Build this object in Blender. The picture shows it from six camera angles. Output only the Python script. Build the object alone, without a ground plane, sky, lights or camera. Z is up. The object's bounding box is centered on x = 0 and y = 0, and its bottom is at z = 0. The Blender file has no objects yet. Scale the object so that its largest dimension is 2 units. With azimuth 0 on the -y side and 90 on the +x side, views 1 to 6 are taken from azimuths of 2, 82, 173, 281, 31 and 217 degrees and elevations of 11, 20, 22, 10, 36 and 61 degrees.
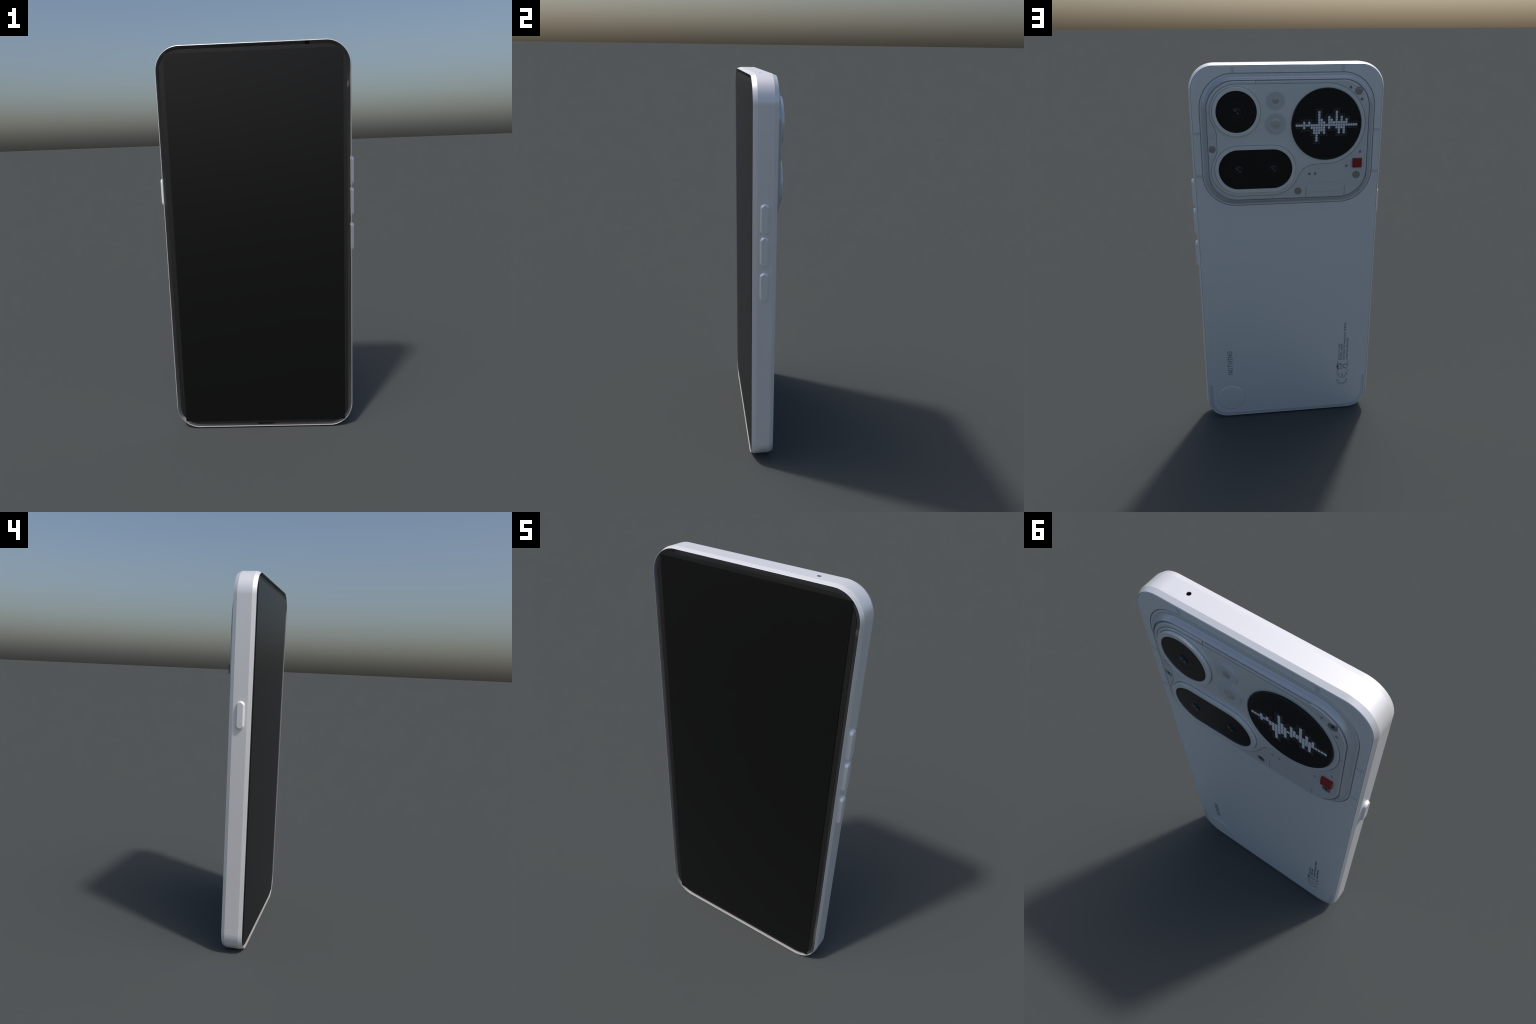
import bpy, bmesh, math
from mathutils import Vector

# ------------------------------------------------------------------ frame of reference
# front of the phone faces -y, back faces +y; outlines are drawn in (x, z)
HALF_W, CZ = 0.478, 1.0
CORNER = 0.124

# ------------------------------------------------------------------ materials
def new_mat(name, color, rough=0.5, metal=0.0, **kw):
    m = bpy.data.materials.new(name)
    m.use_nodes = True
    b = m.node_tree.nodes["Principled BSDF"]
    b.inputs["Base Color"].default_value = (*color, 1)
    b.inputs["Roughness"].default_value = rough
    b.inputs["Metallic"].default_value = metal
    for k, v in kw.items():
        b.inputs[k.replace("_", " ")].default_value = v
    return m

def add_grain(m, scale=900.0, amount=0.04, bump=0.0):
    """fine bead-blast grain: slight colour speckle and optional bump"""
    nt = m.node_tree
    b = nt.nodes["Principled BSDF"]
    tc = nt.nodes.new("ShaderNodeTexCoord")
    no = nt.nodes.new("ShaderNodeTexNoise")
    no.inputs["Scale"].default_value = scale
    no.inputs["Detail"].default_value = 2
    nt.links.new(tc.outputs["Object"], no.inputs["Vector"])
    ramp = nt.nodes.new("ShaderNodeValToRGB")
    c = b.inputs["Base Color"].default_value
    ramp.color_ramp.elements[0].position = 0.3
    ramp.color_ramp.elements[1].position = 0.7
    ramp.color_ramp.elements[0].color = [v * (1 - amount) for v in c[:3]] + [1]
    ramp.color_ramp.elements[1].color = [min(1, v * (1 + amount)) for v in c[:3]] + [1]
    nt.links.new(no.outputs["Fac"], ramp.inputs["Fac"])
    nt.links.new(ramp.outputs["Color"], b.inputs["Base Color"])
    if bump:
        bp = nt.nodes.new("ShaderNodeBump")
        bp.inputs["Strength"].default_value = bump
        bp.inputs["Distance"].default_value = 0.001
        nt.links.new(no.outputs["Fac"], bp.inputs["Height"])
        nt.links.new(bp.outputs["Normal"], b.inputs["Normal"])
    return m

ALU = (0.96, 0.965, 0.985)
M_frame = add_grain(new_mat("anodised_aluminium", ALU, 0.36, 0.45), amount=0.02)
M_back = add_grain(new_mat("blasted_aluminium", (0.80, 0.83, 0.84), 0.42, 0.3), amount=0.03)
M_island = add_grain(new_mat("camera_island_metal", (0.60, 0.63, 0.66), 0.32, 0.4), amount=0.03)
M_plate = add_grain(new_mat("camera_plate_metal", (0.67, 0.70, 0.71), 0.42, 0.4), amount=0.03)
M_inner = add_grain(new_mat("camera_inner_plate_metal", (0.74, 0.78, 0.79), 0.42, 0.4), amount=0.03)
M_ring = new_mat("satin_ring_metal", (0.82, 0.85, 0.86), 0.34, 0.45)
M_band = new_mat("antenna_band_polymer", (0.66, 0.69, 0.71), 0.32, 0.3)
M_display = new_mat("display_black_glass", (0.003, 0.003, 0.003), 0.36, 0.0, Specular_IOR_Level=0.4)
M_bezel = new_mat("bezel_black", (0.011, 0.011, 0.011), 0.5, 0.0, Specular_IOR_Level=0.35)
M_edge = new_mat("frame_lining_grey", (0.70, 0.70, 0.71), 0.3, 0.3)
M_lens = new_mat("camera_black_glass", (0.004, 0.005, 0.006), 0.3, 0.0, Specular_IOR_Level=0.35)
M_lens_ring = new_mat("lens_barrel_dark", (0.012, 0.013, 0.016), 0.35)
M_lens_eye = new_mat("coated_lens", (0.004, 0.005, 0.012), 0.12, 0.0, Specular_IOR_Level=0.5, Thin_Film_Thickness=420.0, Thin_Film_IOR=1.4)
M_lens_glint = new_mat("lens_glint_paint_blue", (0.10, 0.16, 0.36), 0.15, 0.2)  # blue of the sky glints on the lenses, built as beads
M_led_on = new_mat("lit_pixel_white", (0.80, 0.82, 0.85), 0.6)
M_led_glow = new_mat("halo_tinted_pixel", (0.045, 0.046, 0.05), 0.5, 0.0, Specular_IOR_Level=0.3)  # lightened to paint the soft halo around the lit pixels
M_led_gap_glow = new_mat("painted_gap_glow", (0.24, 0.25, 0.27), 0.6)  # grey backing coloured as light spilling between lit pixels
M_led_off = new_mat("pixel_off", (0.007, 0.0075, 0.008), 0.4, 0.0, Specular_IOR_Level=0.3)
M_red = new_mat("red_plastic", (0.30, 0.012, 0.014), 0.35)
M_flash = new_mat("frosted_flash_cover", (0.55, 0.58, 0.59), 0.35)
M_flash_core = new_mat("flash_core", (0.46, 0.48, 0.49), 0.25, 0.4)
M_flash_core_warm = new_mat("flash_core_warm", (0.58, 0.58, 0.54), 0.22, 0.4)
M_phosphor = new_mat("flash_phosphor", (0.53, 0.51, 0.40), 0.4)
M_screw = new_mat("screw_steel", (0.48, 0.49, 0.51), 0.22, 1.0)
M_print = new_mat("dark_print", (0.11, 0.115, 0.125), 0.6)
M_word = new_mat("black_print", (0.022, 0.024, 0.03), 0.6)
M_hole = new_mat("hole_shade_grey", (0.28, 0.29, 0.30), 0.6)  # darkened discs that put the holes' inner shadow into colour
M_dark = new_mat("dark_cavity", (0.02, 0.02, 0.022), 0.7)

# ------------------------------------------------------------------ 2D outlines in (x, z)
def arc(cx, cz, r, a0, a1, n):
    return [(cx + r * math.cos(math.radians(a0 + (a1 - a0) * i / n)),
             cz + r * math.sin(math.radians(a0 + (a1 - a0) * i / n))) for i in range(n + 1)]

def rrect(cx, cz, hx, hz, r, n=20):
    r = max(r, 1e-4)
    p = []
    for sx, sz, a in ((1, 1, 0), (-1, 1, 90), (-1, -1, 180), (1, -1, 270)):
        p += arc(cx + sx * (hx - r), cz + sz * (hz - r), r, a, a + 90, n)
    return p

def circle(cx, cz, r, n=64):
    return arc(cx, cz, r, 0, 360 - 360 / n, n - 1)

def stadium(cx, cz, hx, hz, n=32):
    """long axis x when hx > hz, otherwise long axis z"""
    return rrect(cx, cz, hx, hz, min(hx, hz), n // 2)

def spline(pts, per=8, closed=False):
    out, n = [], len(pts)
    rng = range(n) if closed else range(n - 1)
    for i in rng:
        g = lambda k: pts[k % n] if closed else pts[min(max(k, 0), n - 1)]
        p0, p1, p2, p3 = g(i - 1), g(i), g(i + 1), g(i + 2)
        for s in range(per):
            t = s / per
            out.append(tuple(0.5 * (2 * b + (c - a) * t + (2 * a - 5 * b + 4 * c - d) * t * t
                                    + (3 * b - a - 3 * c + d) * t ** 3)
                             for a, b, c, d in zip(p0, p1, p2, p3)))
    if not closed:
        out.append(pts[-1])
    return out

def offset(poly, d):
    """move a counter-clockwise outline outward by d (miter joints)"""
    n, out = len(poly), []
    for i in range(n):
        ax, az = poly[i - 1]
        bx, bz = poly[i]
        cx, cz = poly[(i + 1) % n]
        e1 = Vector((bz - az, ax - bx)); e2 = Vector((cz - bz, bx - cx))
        e1 = e1.normalized() if e1.length > 1e-9 else e2.normalized()
        e2 = e2.normalized() if e2.length > 1e-9 else e1
        m = (e1 + e2).normalized()
        k = d / max(m.dot(e1), 0.35)
        out.append((bx + m.x * k, bz + m.y * k))
    return out

# ------------------------------------------------------------------ mesh helpers
root = bpy.data.objects.new("smartphone", None)
bpy.context.collection.objects.link(root)
root["label"] = "pale aluminium smartphone standing upright with camera island"
root["category"] = "smartphone"

def finish(bm, name, mat, parent=root, angle=28, link=True):
    bmesh.ops.remove_doubles(bm, verts=bm.verts, dist=1e-6)
    bmesh.ops.recalc_face_normals(bm, faces=bm.faces)
    me = bpy.data.meshes.new(name)
    bm.to_mesh(me)
    bm.free()
    smooth(me, angle)
    if mat:
        me.materials.append(mat)
    o = bpy.data.objects.new(name, me)
    if link:
        bpy.context.collection.objects.link(o)
        o.parent = parent
    return o

def smooth(me, angle):
    me.polygons.foreach_set("use_smooth", [True] * len(me.polygons))
    me.set_sharp_from_angle(angle=math.radians(angle))

def loft(levels, name, mat, caps=(True, True), loop=False, axis="y", parent=root, angle=28, link=True):
    """skin a list of (outline, depth) levels; outlines share their point count"""
    bm = bmesh.new()
    rings = []
    for poly, d in levels:
        if axis == "y":
            rings.append([bm.verts.new((x, d, z)) for x, z in poly])
        elif axis == "x":
            rings.append([bm.verts.new((d, x, z)) for x, z in poly])
        else:
            rings.append([bm.verts.new((x, z, d)) for x, z in poly])
    n = len(rings[0])
    pairs = list(zip(rings, rings[1:])) + ([(rings[-1], rings[0])] if loop else [])
    for a, b in pairs:
        for i in range(n):
            j = (i + 1) % n
            bm.faces.new((a[i], a[j], b[j], b[i]))
    if not loop:
        if caps[0]:
            bm.faces.new(rings[0])
        if caps[1]:
            bm.faces.new(rings[-1])
    return finish(bm, name, mat, parent, angle, link)

def slab(poly, y0, y1, name, mat, bevel=0.001, segs=3, **kw):
    """flat piece lying in the xz plane, rounded edge on the y1 (outer) side"""
    s = 1 if y1 > y0 else -1
    lv = [(poly, y0)]
    for i in range(segs + 1):
        a = math.pi / 2 * i / segs
        lv.append((offset(poly, -bevel * (1 - math.cos(a))), y1 - s * bevel * (1 - math.sin(a))))
    return loft(lv, name, mat, **kw)

def ring_wall(outer, inner, y0, y1, name, mat=None, **kw):
    return loft([(outer, y0), (outer, y1), (inner, y1), (inner, y0)], name, mat, loop=True, **kw)

def cutter_slab(poly, y0, y1):
    return loft([(poly, y0), (poly, y1)], "cutter", None, link=True)

def ribbon(path, w):
    """closed outline around an open path, half width w"""
    n, L, R = len(path), [], []
    for i, (x, z) in enumerate(path):
        ax, az = path[max(i - 1, 0)]
        bx, bz = path[min(i + 1, n - 1)]
        t = Vector((bx - ax, bz - az)).normalized()
        L.append((x - t.y * w, z + t.x * w))
        R.append((x + t.y * w, z - t.x * w))
    return R + L[::-1]

def cut(obj, cutters, angle=28):
    for c in cutters:
        m = obj.modifiers.new("cut", "BOOLEAN")
        m.operation, m.solver, m.object = "DIFFERENCE", "EXACT", c
    dg = bpy.context.evaluated_depsgraph_get()
    me = bpy.data.meshes.new_from_object(obj.evaluated_get(dg))
    obj.modifiers.clear()
    obj.data = me
    smooth(me, angle)
    for c in cutters:
        bpy.data.objects.remove(c)

def lathe(profile, cx, cz, name, mat, n=64, parent=root, angle=28):
    """profile of (radius, y) spun about the y axis through (cx, cz)"""
    return loft([(circle(cx, cz, max(r, 1e-5), n), y) for r, y in profile], name, mat, parent=parent, angle=angle)

def body_outline(inset, n=24):
    return rrect(0, CZ, HALF_W - inset, 1.0 - inset, CORNER - inset, n)

# ------------------------------------------------------------------ frame (hollow rim)
frame = loft([
    (body_outline(0.0070), -0.0772),
    (body_outline(0.0064), -0.0769),
    (body_outline(0.0000), -0.0560),
    (body_outline(0.0000), 0.0182),
    (body_outline(0.0080), 0.0370),
    (body_outline(0.0088), 0.0376),
    (body_outline(0.0096), 0.0370),
    (body_outline(0.0098), 0.0290),
    (body_outline(0.0008), 0.0178),
    (body_outline(0.0008), -0.0548),
    (body_outline(0.0068), -0.0762),
], "frame", M_frame, loop=True, angle=10)

PORT_Y = -0.0215
def zcyl(poly_xy, z0, z1):
    return loft([(poly_xy, z0), (poly_xy, z1)], "cutter", None, axis="z")
cuts = [zcyl(circle(0.268, PORT_Y, 0.0088, 32), 1.96, 2.02),
        zcyl(stadium(0.004, PORT_Y, 0.053, 0.0165), -0.02, 0.03)]
for k in range(6):
    cuts.append(zcyl(circle(0.196 + 0.025 * k, PORT_Y, 0.0085, 24), -0.02, 0.03))
cuts.append(zcyl(circle(-0.196, PORT_Y, 0.006, 24), -0.02, 0.03))
cut(frame, cuts, angle=10)
microphone = loft([(circle(0.268, PORT_Y, r, 24), z) for r, z in
                   ((0.0105, 1.9840), (0.0105, 1.9974), (0.0087, 1.9974), (0.0086, 1.9885))], "microphone_hole", M_dark, axis="z")
usb = loft([(stadium(0.004, PORT_Y, 0.056, 0.019), 0.0014), (stadium(0.004, PORT_Y, 0.056, 0.019), 0.0022)],
           "charging_port", M_dark, axis="z")

# ------------------------------------------------------------------ front: bezel, clear edge, display
bezel = slab(rrect(0, CZ, 0.4545, 0.9765, 0.100), -0.0690, -0.0732, "bezel", M_bezel, bevel=0.0006)
# light grey inner face of the thin frame shell, seen through the open gap round the bezel
lining = loft([
    (body_outline(0.0012), -0.0548),
    (body_outline(0.0070), -0.0754),
    (body_outline(0.0074), -0.0754),
    (body_outline(0.0024), -0.0546),
    (body_outline(0.0024), 0.0180),
    (body_outline(0.0110), 0.0300),
    (body_outline(0.0098), 0.0300),
    (body_outline(0.0012), 0.0180)], "frame_lining", M_edge, loop=True, angle=10)
lining_cuts = [zcyl(stadium(0.0060, PORT_Y - 0.006, 0.0515, 0.0165), -0.02, 0.03)]
lining_cuts.append(zcyl(circle(0.268, PORT_Y, 0.0088, 32), 1.96, 2.02))
for k in range(6):
    lining_cuts.append(zcyl(circle(0.196 + 0.025 * k, PORT_Y - 0.008, 0.0105, 24), -0.02, 0.03))
cut(lining, lining_cuts, angle=10)
display = slab(rrect(0.002, 1.0005, 0.4322, 0.9595, 0.0006, 2), -0.0730, -0.0758, "display", M_display, bevel=0.0004, segs=2)

# ------------------------------------------------------------------ side buttons
def side_button(x_sign, z0, z1):
    cz, hz, hy = (z0 + z1) / 2, (z1 - z0) / 2, 0.0215
    lv = []
    for d, h in ((0.0, -0.004), (0.0, 0.0004), (0.0008, 0.0022), (0.0022, 0.0055), (0.0036, 0.0088), (0.0050, 0.0110), (0.0068, 0.0123), (0.0085, 0.0125)):
        lv.append((stadium(PORT_Y, cz, hy - d, hz - d, 32), x_sign * (HALF_W + h)))
    return loft(lv, "side_button", M_frame, axis="x", angle=40)
for z0, z1 in ((1.2945, 1.4425), (1.1385, 1.2860), (0.9575, 1.1065)):
    side_button(1, z0, z1)
side_button(-1, 1.2195, 1.3620)

# ------------------------------------------------------------------ back panel
YB = 0.0385
IX, IZ, IH, IR = 0.4315, 1.63175, 0.32375, 0.164      # camera island outer seam
def island(inset, n=24):
    return rrect(0, IZ, IX - inset, IH - inset, IR - inset, n)
back = slab(rrect(0, CZ, 0.4676, 0.9896, 0.1135, 24), 0.0290, YB, "back_panel", M_back, bevel=0.0032, segs=5)
PUCK = (0.3353, 0.1330)
cut(back, [ring_wall(island(-0.0018), island(0.004), YB - 0.0088, YB + 0.004, "cutter"),
           cutter_slab(island(0.020), YB - 0.02, YB + 0.004),
           ring_wall(circle(*PUCK, 0.0799, 96), circle(*PUCK, 0.0770, 96), YB - 0.003, YB + 0.004, "cutter")])

# round touch spot, slightly domed
lathe([(0.0792, YB - 0.0025), (0.0788, YB - 0.0004), (0.0765, YB + 0.0012), (0.070, YB + 0.0017), (0.04, YB + 0.0021), (0.0, YB + 0.0022)],
      *PUCK, "touch_spot", M_back, n=96)

# antenna bands let into the back
def inlay(poly, name, mat, h=0.0006, **kw):
    return loft([(poly, YB - 0.002), (poly, YB + h)], name, mat, **kw)
for s in (1, -1):
    x = 0.2665 * s
    inlay([(x - .0078, 1.9572), (x + .0078, 1.9572), (x + .0078, 1.9862), (x - .0078, 1.9862)], "antenna_band", M_band)
    for z in (1.6762, 1.4655):
        e = 0.4332 if z > 1.6 else 0.4312
        x0, x1 = sorted((e * s, 0.4643 * s))
        inlay([(x0, z - .007), (x1, z - .007), (x1, z + .007), (x0, z + .007)], "antenna_band", M_band)
def u_path(hx, zlow, r, ztop):
    return [(hx, ztop)] + arc(hx - r, zlow + r, r, 0, -90, 16) + arc(-hx + r, zlow + r, r, 270, 180, 16) + [(-hx, ztop)]
outer = u_path(0.4588, 0.0145, 0.106, 0.2290)
inner = u_path(0.4418, 0.0315, 0.089, 0.2290)
inlay(outer + inner[::-1], "antenna_strip", M_band)

# ------------------------------------------------------------------ camera island
lv = [(island(0.0012), YB - 0.0080), (island(0.0012), YB - 0.0012), (island(0.0020), YB - 0.0002)]
for i in range(1, 25):
    t = i / 24
    lv.append((island(0.0020 + 0.0245 * t), YB - 0.0002 + 0.0195 * t ** 3.0))
lv += [(island(0.0278), YB + 0.0204), (island(0.0298), YB + 0.0206), (island(0.0308), YB + 0.0196), (island(0.0310), YB + 0.0105)]
ramp = loft(lv, "camera_island_rim", M_island, caps=(False, True), angle=35)

YP = 0.0625    # outer plate level
YI = 0.0642    # inner plate level
DISC, CAM = (-0.1862, 1.7115), (0.2555, 1.7805)
PILL = (0.1678, 1.4998)
plate_edge = rrect(0, IZ, IX - 0.0332, IH - 0.0332, IR - 0.0240, 24)
# outline of the raised inner plate, counter-clockwise seen with +x to the right
inner_outline = (
    [(0.2555 - 0.44 * k / 6, 1.9058) for k in range(1, 6)]
    + arc(*DISC, 0.194, 90, 268, 48)
    + spline([(-0.1862, 1.5175), (-0.1358, 1.5160), (-0.1046, 1.5107), (-0.0762, 1.4960), (-0.0582, 1.4757), (-0.0453, 1.4500)], 6)[1:]
    + arc(0.0830, 1.4998, 0.1355, 205, 270, 20)
    + [(0.13, 1.3643), (0.19, 1.3643)]
    + arc(0.2526, 1.4998, 0.1355, 270, 352, 24)
    + spline([(0.3855, 1.5020), (0.3780, 1.5338), (0.3656, 1.5600), (0.3544, 1.5870), (0.3527, 1.6235), (0.3527, 1.6660),
              (0.3565, 1.6930), (0.3678, 1.7200), (0.3790, 1.7470), (0.3815, 1.7700)], 6)[1:]
    + arc(0.2555, 1.7805, 0.1262, 2, 90, 24)
)
def clean(poly, tol=0.0015):
    out = [poly[0]]
    for p in poly[1:]:
        if math.dist(p, out[-1]) > tol:
            out.append(p)
    if math.dist(out[0], out[-1]) < tol:
        out.pop()
    return out
inner_outline = clean(inner_outline)

outer_plate = slab(plate_edge, YB + 0.0095, YP, "camera_plate", M_plate, bevel=0.0065, segs=6)
SCREWS = [(-0.3425, 1.8680, 0.0190), (-0.3465, 1.4540, 0.0192), (-0.0463, 1.3780, 0.0186), (0.3788, 1.6018, 0.0166)]
DOTS = [(-0.1049, 1.4660), (-0.1346, 1.4662), (-0.2945, 1.5013), (-0.3620, 1.5716), (-0.3020, 1.8852), (-0.3597, 1.8285)]
cuts = [ring_wall(offset(inner_outline, 0.0030), offset(inner_outline, -0.002), YP - 0.005, YP + 0.01, "cutter")]
for x, z, r in SCREWS:
    cuts.append(cutter_slab(circle(x, z, r, 40), YP - 0.009, YP + 0.01))
for x, z in DOTS:
    cuts.append(cutter_slab(circle(x, z, 0.0068, 20), YP - 0.005, YP + 0.01))
# recess that runs out to the edge beside the lone screw
cuts.append(cutter_slab([(0.42, 1.5815), (0.42, 1.6212)] + arc(0.3788, 1.60135, 0.01985, 90, 270, 16), YP - 0.0032, YP + 0.01))
# end gaps of the trim strips around the plate
for path in ([(0.1585, 1.9075), (0.1585, 1.93)], [(0.384, 1.7772), (0.41, 1.7772)], [(0.0828, 1.355), (0.0815, 1.33)], [(-0.387, 1.7125), (-0.41, 1.7125)]):
    cuts.append(cutter_slab(ribbon(path, 0.0020), YP - 0.006, YP + 0.01))
# oval mark, tab with its slot
cuts.append(ring_wall(stadium(0.3732, 1.6668, 0.0086, 0.0148), stadium(0.3732, 1.6668, 0.0068, 0.0130), YP - 0.0025, YP + 0.01, "cutter"))
TX, THX = -0.1880, 0.1005
cuts.append(ring_wall(stadium(TX, 1.3968, THX, 0.0254), stadium(TX, 1.3968, THX - 0.0015, 0.0239), YP - 0.0016, YP + 0.01, "cutter"))
for s in (1, -1):
    cuts.append(cutter_slab(ribbon([(TX + s * (THX - 0.00075), 1.398), (TX + s * (THX - 0.00075), 1.330)], 0.0009), YP - 0.009, YP + 0.01))
# thin groove beside the straight trim along the top edge
cuts.append(cutter_slab(ribbon([(0.150, 1.9208)] + [(x / 100, 1.9208) for x in range(10, -27, -4)], 0.0012), YP - 0.006, YP + 0.01))
cut(outer_plate, cuts, angle=24)
inner_plate = slab(inner_outline, YP - 0.0018, YI, "camera_inner_plate", M_inner, bevel=0.0010, segs=3)

for x, z in DOTS:
    loft([(circle(x, z, 0.0075, 20), YP - 0.0060), (circle(x, z, 0.0075, 20), YP - 0.0048)], "pinhole_shade_plug", M_hole)

# screws
def screw(x, z, r):
    h = loft([(circle(x, z, rr, 40), y) for rr, y in ((r * .84, YP - 0.0095), (r * .84, YP - 0.0032), (r * .78, YP - 0.0022), (r * .55, YP - 0.0018), (r * .45, YP - 0.0022))],
             "screw", M_screw)
    star = []
    for k in range(24):
        rr = r * (0.40 if (k // 2) % 2 == 0 else 0.24)
        a = 2 * math.pi * (k + 0.5) / 24
        star.append((x + rr * math.cos(a), z + rr * math.sin(a)))
    cut(h, [loft([([(x + (px - x) * .8, z + (pz - z) * .8) for px, pz in star], YP - 0.0075), (star, YP)], "cutter", None)])
    return h
for s in SCREWS:
    screw(*s)

# little red block
slab(rrect(-0.3480, 1.5163, 0.0232, 0.0234, 0.0022, 4), YP - 0.002, 0.0738, "red_block", M_red, bevel=0.0010)

# ------------------------------------------------------------------ pixel disc
disc = lathe([(0.1748, YI - 0.003), (0.1748, 0.0690), (0.1738, 0.0706), (0.1712, 0.0722), (0.1696, 0.0730), (0.1676, 0.0728), (0.1666, 0.0722), (0.0, 0.0722)],
             *DISC, "pixel_disc", M_lens, n=128)
PITCH, CX0, CZ0 = 0.01236, -0.1852, 1.7095
UP = {3: 1, 5: 1, 9: 5, 10: 2, 11: 1, 13: 3, 14: 2, 15: 1, 16: 5, 17: 1, 18: 3, 19: 1, 20: 2}
DOWN = {3: 1, 6: 1, 7: 3, 8: 6, 9: 3, 10: 2, 11: 3, 13: 1, 16: 1, 17: 3, 18: 1, 19: 3}
lit = {(c, r) for c in range(25) for r in range(-DOWN.get(c, 0), UP.get(c, 0) + 1)}
pix = slab(rrect(0, 0, 0.0049, 0.0049, 0.0012, 3), 0.0, 0.0014, "light_pixel", M_led_on, bevel=0.0004, segs=1, link=False)
first = True
for c, r in sorted(lit):
    o = pix if first else pix.copy()
    first = False
    bpy.context.collection.objects.link(o)
    o.parent = disc
    o.location = (CX0 + (12 - c) * PITCH, 0.0718, CZ0 + r * PITCH)
def pixel_field(cells, name, mat, y, h=0.0047):
    bm = bmesh.new()
    for c, r in cells:
        x, z = CX0 + (12 - c) * PITCH, CZ0 + r * PITCH
        v = [bm.verts.new((x + a * h, yy, z + b * h)) for yy in (y - 0.001, y) for a, b in ((-1, -1), (1, -1), (1, 1), (-1, 1))]
        for f in ((0, 1, 2, 3), (4, 5, 6, 7), (0, 1, 5, 4), (1, 2, 6, 5), (2, 3, 7, 6), (3, 0, 4, 7)):
            bm.faces.new([v[i] for i in f])
    o = finish(bm, name, mat, parent=disc)
    o["kind"] = "stuff"
every = {(c, r) for c in range(25) for r in range(-12, 13) if math.hypot(c - 12, r) < 12.6}
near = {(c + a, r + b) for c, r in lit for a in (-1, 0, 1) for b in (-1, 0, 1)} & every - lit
pixel_field(sorted(near), "painted_halo_field", M_led_glow, 0.0726)
pixel_field(sorted(lit), "painted_gap_glow_field", M_led_gap_glow, 0.0725, 0.00605)
pixel_field(sorted(every - near - lit), "unlit_pixel_field", M_led_off, 0.0726)

# ------------------------------------------------------------------ cameras
YR = 0.0772    # top of the metal rings = rearmost surface
def lens_mount(make, r_out, r_in, name, ridges):
    """ring with a fluted outer wall; make(radius, flute) gives an outline"""
    return loft([
        (make(r_out, 0.0), YI - 0.0085), (make(r_out, ridges), YI - 0.0080), (make(r_out, ridges), YR - 0.0007),
        (make(r_out - 0.0008, 0.0), YR),
        (make(r_in + 0.0006, 0.0), YR), (make(r_in, 0.0), YR - 0.0006), (make(r_in, 0.0), YI - 0.0085)],
        name, M_ring, loop=True, angle=24)

N1 = 288
def round_make(r, flute):
    return [(CAM[0] + (r - flute * (k % 2)) * math.cos(2 * math.pi * k / N1), CAM[1] + (r - flute * (k % 2)) * math.sin(2 * math.pi * k / N1)) for k in range(N1)]
main_camera = lens_mount(round_make, 0.1158, 0.0985, "main_camera", 0.0005)

def pill_make(r, flute):
    hx = 0.0848
    p = arc(PILL[0] + hx, PILL[1], r, -90, 90, 120) + [(PILL[0] + hx - 2 * hx * k / 40, PILL[1] + r) for k in range(1, 40)] \
        + arc(PILL[0] - hx, PILL[1], r, 90, 270, 120) + [(PILL[0] - hx + 2 * hx * k / 40, PILL[1] - r) for k in range(1, 40)]
    if not flute:
        return p
    q = offset(p, -flute)
    return [p[i] if i % 2 else q[i] for i in range(len(p))]
twin_camera = lens_mount(pill_make, 0.1166, 0.0985, "twin_camera", 0.0004)

slab(circle(*CAM, 0.0984, 96), YI - 0.002, 0.0735, "lens_cover", M_lens, bevel=0.0008, parent=main_camera)
slab(offset(pill_make(0.0985, 0), -0.0002), YI - 0.002, 0.0735, "lens_cover", M_lens, bevel=0.0008, parent=twin_camera)

def lens_eye(x, z, r_halo, r_eye, parent):
    """faint barrel ring and a coated dome in its middle"""
    y = 0.0735
    loft([(circle(x, z, r_halo, 64), y - 0.001), (circle(x, z, r_halo, 64), y + 0.0004), (circle(x, z, r_halo - 0.0012, 64), y + 0.0004), (circle(x, z, r_halo - 0.0012, 64), y - 0.001)],
         "lens_barrel", M_lens_ring, loop=True, parent=parent)
    loft([(circle(x, z, r_eye * 1.12, 48), y - 0.001), (circle(x, z, r_eye * 1.12, 48), y + 0.0006), (circle(x, z, r_eye, 48), y + 0.0006), (circle(x, z, r_eye, 48), y - 0.001)],
         "lens_barrel", M_lens_ring, loop=True, parent=parent)
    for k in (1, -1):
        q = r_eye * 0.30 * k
        lathe([(r_eye * .20, y + 0.0018), (r_eye * .19, y + 0.0034), (r_eye * .10, y + 0.0038), (0.0, y + 0.0039)], x + q, z + q, "modelled_lens_glint", M_lens_glint, n=20, parent=parent)
    prof = [(r_eye * math.cos(a), y + 0.0002 + 0.0030 * math.sin(a)) for a in [math.pi / 2 * i / 10 for i in range(11)]]
    lathe(prof, x, z, "lens_eye", M_lens_eye, n=48, parent=parent)
# narrow ring cuts round the two collars, through both plates
for plate in (inner_plate, outer_plate):
    cut(plate, [ring_wall(circle(*CAM, 0.1186, 128), circle(*CAM, 0.1130, 128), YP - 0.0030, YI + 0.01, "cutter"),
                ring_wall(pill_make(0.1195, 0), pill_make(0.1138, 0), YP - 0.0030, YI + 0.01, "cutter")], angle=24)
lens_eye(*CAM, 0.0440, 0.0205, main_camera)
lens_eye(0.2526, 1.4975, 0.0486, 0.0200, twin_camera)
lens_eye(0.0798, 1.4985, 0.0333, 0.0190, twin_camera)

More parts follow.
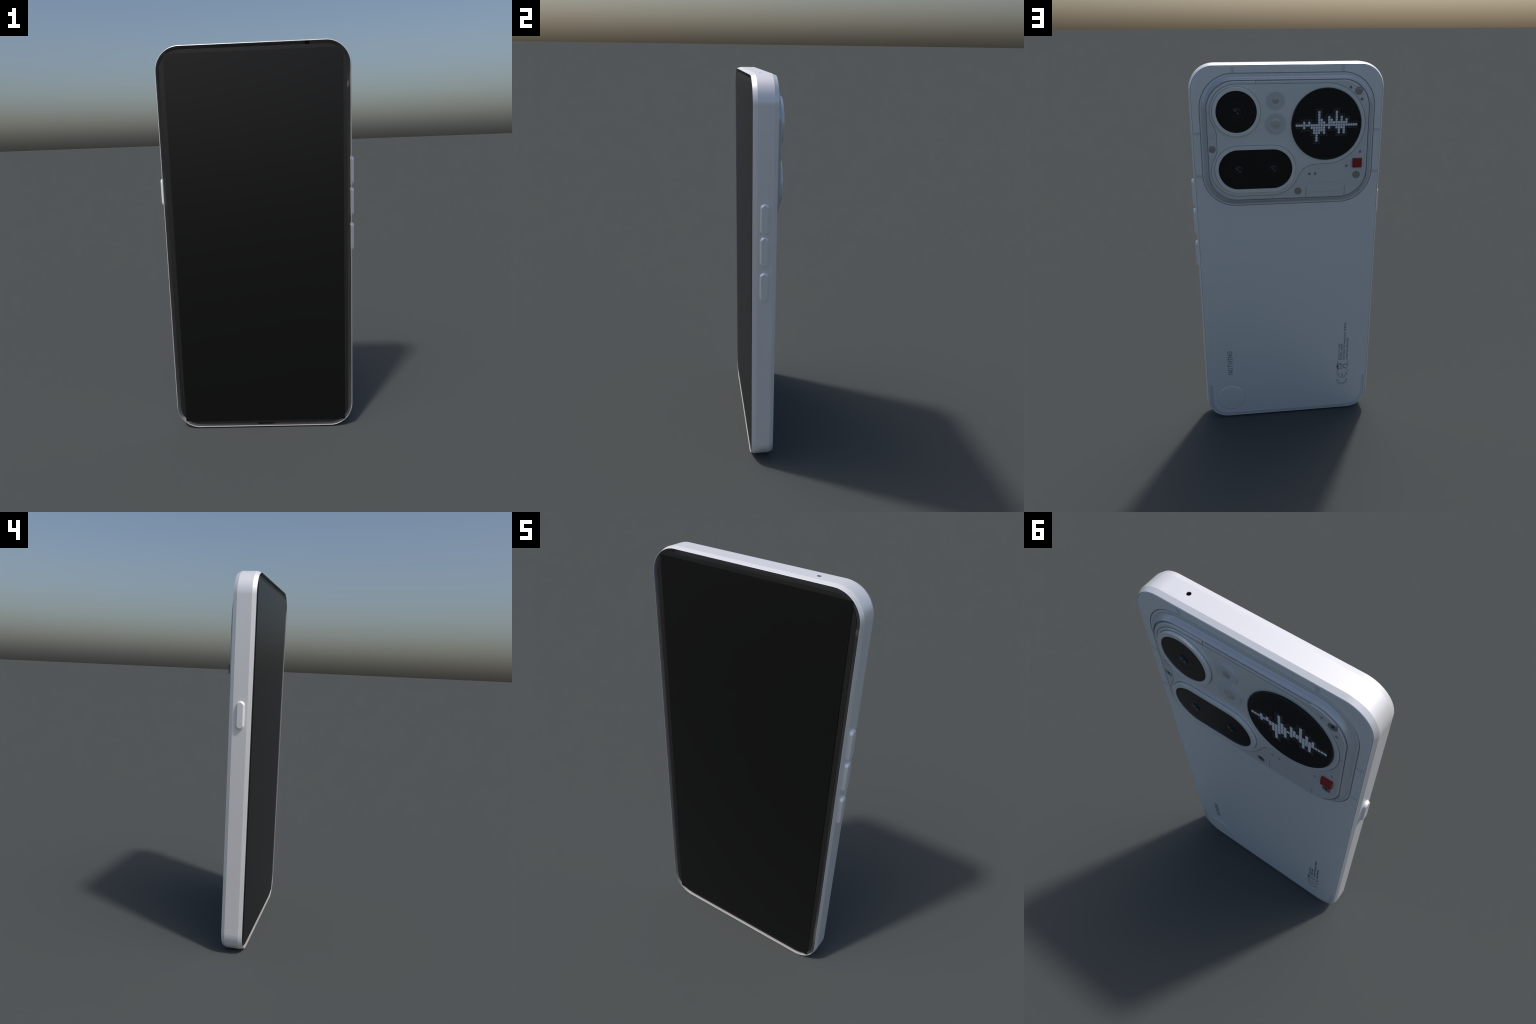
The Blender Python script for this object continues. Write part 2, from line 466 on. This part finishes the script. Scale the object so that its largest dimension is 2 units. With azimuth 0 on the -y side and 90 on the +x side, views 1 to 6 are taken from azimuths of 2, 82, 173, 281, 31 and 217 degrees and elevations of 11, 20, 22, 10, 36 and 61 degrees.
# ------------------------------------------------------------------ flash lights
def flash(x, z, r, r_core, core_mat, name):
    f = lathe([(r, YI - 0.002), (r, 0.0698), (r - 0.0006, 0.0705), (r_core + 0.001, 0.0705), (r_core, 0.0700), (r_core * .6, 0.0682), (0.0, 0.0676)], x, z, name, M_flash, n=72)
    lathe([(r_core * .97, 0.0680), (r_core * .97, 0.0701), (r_core * .9, 0.0708), (r_core * .5, 0.0716), (0.0, 0.0718)], x, z, "flash_lens", core_mat, n=48, parent=f)
    return f
flash(0.0653, 1.8312, 0.0418, 0.0168, M_flash_core, "sensor_window")
warm = flash(0.0652, 1.7213, 0.0492, 0.0249, M_flash_core_warm, "flash_light")
slab(rrect(0.0652, 1.7213, 0.0075, 0.0085, 0.002, 4), 0.0700, 0.0721, "flash_phosphor", M_phosphor, bevel=0.0005, parent=warm)

# ------------------------------------------------------------------ printing on the back
GLYPHS = {
    "N": ["1...1", "11..1", "11..1", "1.1.1", "1..11", "1..11", "1...1"],
    "O": [".111.", "1...1", "1...1", "1...1", "1...1", "1...1", ".111."],
    "T": ["11111", "..1..", "..1..", "..1..", "..1..", "..1..", "..1.."],
    "H": ["1...1", "1...1", "1...1", "11111", "1...1", "1...1", "1...1"],
    "I": ["111", ".1.", ".1.", ".1.", ".1.", ".1.", "111"],
    "G": [".111.", "1...1", "1....", "1.111", "1...1", "1...1", ".111."],
}
def dot_word(word, x_top, z0, pitch):
    """dot-matrix word reading upwards, tops of the letters towards +x"""
    bm = bmesh.new()
    col = 0
    for ch in word:
        rows = GLYPHS[ch]
        for r, row in enumerate(rows):
            for c, bit in enumerate(row):
                if bit == "1":
                    x, z, h = x_top - (r + 0.5) * pitch, z0 + (col + c + 0.5) * pitch, pitch * 0.44
                    poly = circle(x, z, h, 8)
                    a = [bm.verts.new((px, YB - 0.0005, pz)) for px, pz in poly]
                    b = [bm.verts.new((px, YB + 0.0006, pz)) for px, pz in poly]
                    bm.faces.new(b)
                    for i in range(8):
                        bm.faces.new((a[i], a[(i + 1) % 8], b[(i + 1) % 8], b[i]))
        col += len(rows[0]) + 1
    o = finish(bm, "printed_word", M_word)
    o["kind"] = "stuff"
dot_word("NOTHING", 0.3494, 0.2930, 0.00395)

def text_line(body, x_base, z0, size, length):
    cu = bpy.data.curves.new("printed_text", "FONT")
    cu.body, cu.size, cu.extrude, cu.offset = body, size, 0.0004, 0.0
    cu.resolution_u = 3
    tmp = bpy.data.objects.new("tmp", cu)
    bpy.context.collection.objects.link(tmp)
    dg = bpy.context.evaluated_depsgraph_get()
    me = bpy.data.meshes.new_from_object(tmp.evaluated_get(dg))
    bpy.data.objects.remove(tmp)
    w = max(v.co.x for v in me.vertices)
    k = length / w
    # text x runs up (+z); text y (towards the letter tops) runs to +x; extrusion along y
    for v in me.vertices:
        tx, ty, tz = v.co
        v.co = (x_base + ty, YB + 0.0003 + tz, z0 + tx * k)
    me.materials.clear()
    me.materials.append(M_print)
    o = bpy.data.objects.new("printed_text", me)
    bpy.context.collection.objects.link(o)
    o.parent = root
    o["kind"] = "stuff"
text_line("phone (1) 3163", -0.3040, 0.3395, 0.0145, 0.110)
text_line("MODEL: A059S", -0.3190, 0.3395, 0.0145, 0.108)
text_line("NOTHING TECHNOLOGY LIMITED", -0.3350, 0.3390, 0.0145, 0.248)
text_line("LONDON, ENGLAND", -0.3520, 0.3390, 0.0145, 0.147)

def stroke(path, w=0.0009):
    poly = ribbon(path, w)
    o = inlay(poly, "printed_symbol", M_print, h=0.0006)
    o["kind"] = "stuff"
    return o
def outline_stroke(poly, w=0.0016):
    o = ring_wall(poly, offset(poly, -w), YB - 0.001, YB + 0.0006, "printed_symbol", M_print)
    o["kind"] = "stuff"
# CE mark, hollow letters lying on their backs (open side up)
def ce_letter(zbase, bar):
    cx, R, t = -0.3225, 0.0310, 0.0090
    zc = zbase + R
    big = arc(cx, zc, R, 180, 360, 28)
    small = arc(cx, zc, R - t, 360, 180, 24)
    up = 0.0065
    if not bar:
        p = big + [(cx + R, zc + up), (cx + R - t, zc + up)] + small + [(cx - R + t, zc + up), (cx - R, zc + up)]
    else:
        h, r2 = t / 2, R - t
        a = math.degrees(math.asin(h / r2))
        right = arc(cx, zc, r2, 360, 270 + a, 12)
        left = arc(cx, zc, r2, 270 - a, 180, 12)
        p = big + [(cx + R, zc + up), (cx + R - t, zc + up)] + right + [(cx + h, zc - 0.001), (cx - h, zc - 0.001)] + left + [(cx - R + t, zc + up), (cx - R, zc + up)]
    outline_stroke(clean(p, 0.0004))
ce_letter(0.1710, False)
ce_letter(0.2165, True)
# crossed-out wheeled bin, lid towards +x
stroke([(-0.2866, 0.2606), (-0.3612, 0.3325)])
stroke([(-0.3612, 0.2606), (-0.2870, 0.3330)])
stroke([(-0.2960, 0.2790), (-0.3520, 0.2860)])
stroke([(-0.2960, 0.3130), (-0.3520, 0.3050)])
stroke([(-0.3520, 0.2850), (-0.3520, 0.3060)])
stroke([(-0.2945, 0.2760), (-0.2945, 0.3180)], 0.0022)
stroke([(-0.2900, 0.2840), (-0.2900, 0.3060)], 0.0016)
stroke([(-0.3020, 0.2890), (-0.3020, 0.3020)], 0.0022)
stroke([(-0.3080, 0.3110), (-0.3160, 0.3110)], 0.0030)
stroke([(-0.3500, 0.3080), (-0.3560, 0.3080)], 0.0030)

# ------------------------------------------------------------------ keep the flats flat beside the rounded edges
for o in bpy.context.scene.objects:
    if o.type == "MESH":
        m = o.modifiers.new("weighted_normals", "WEIGHTED_NORMAL")
        m.keep_sharp = True
        m.weight = 60
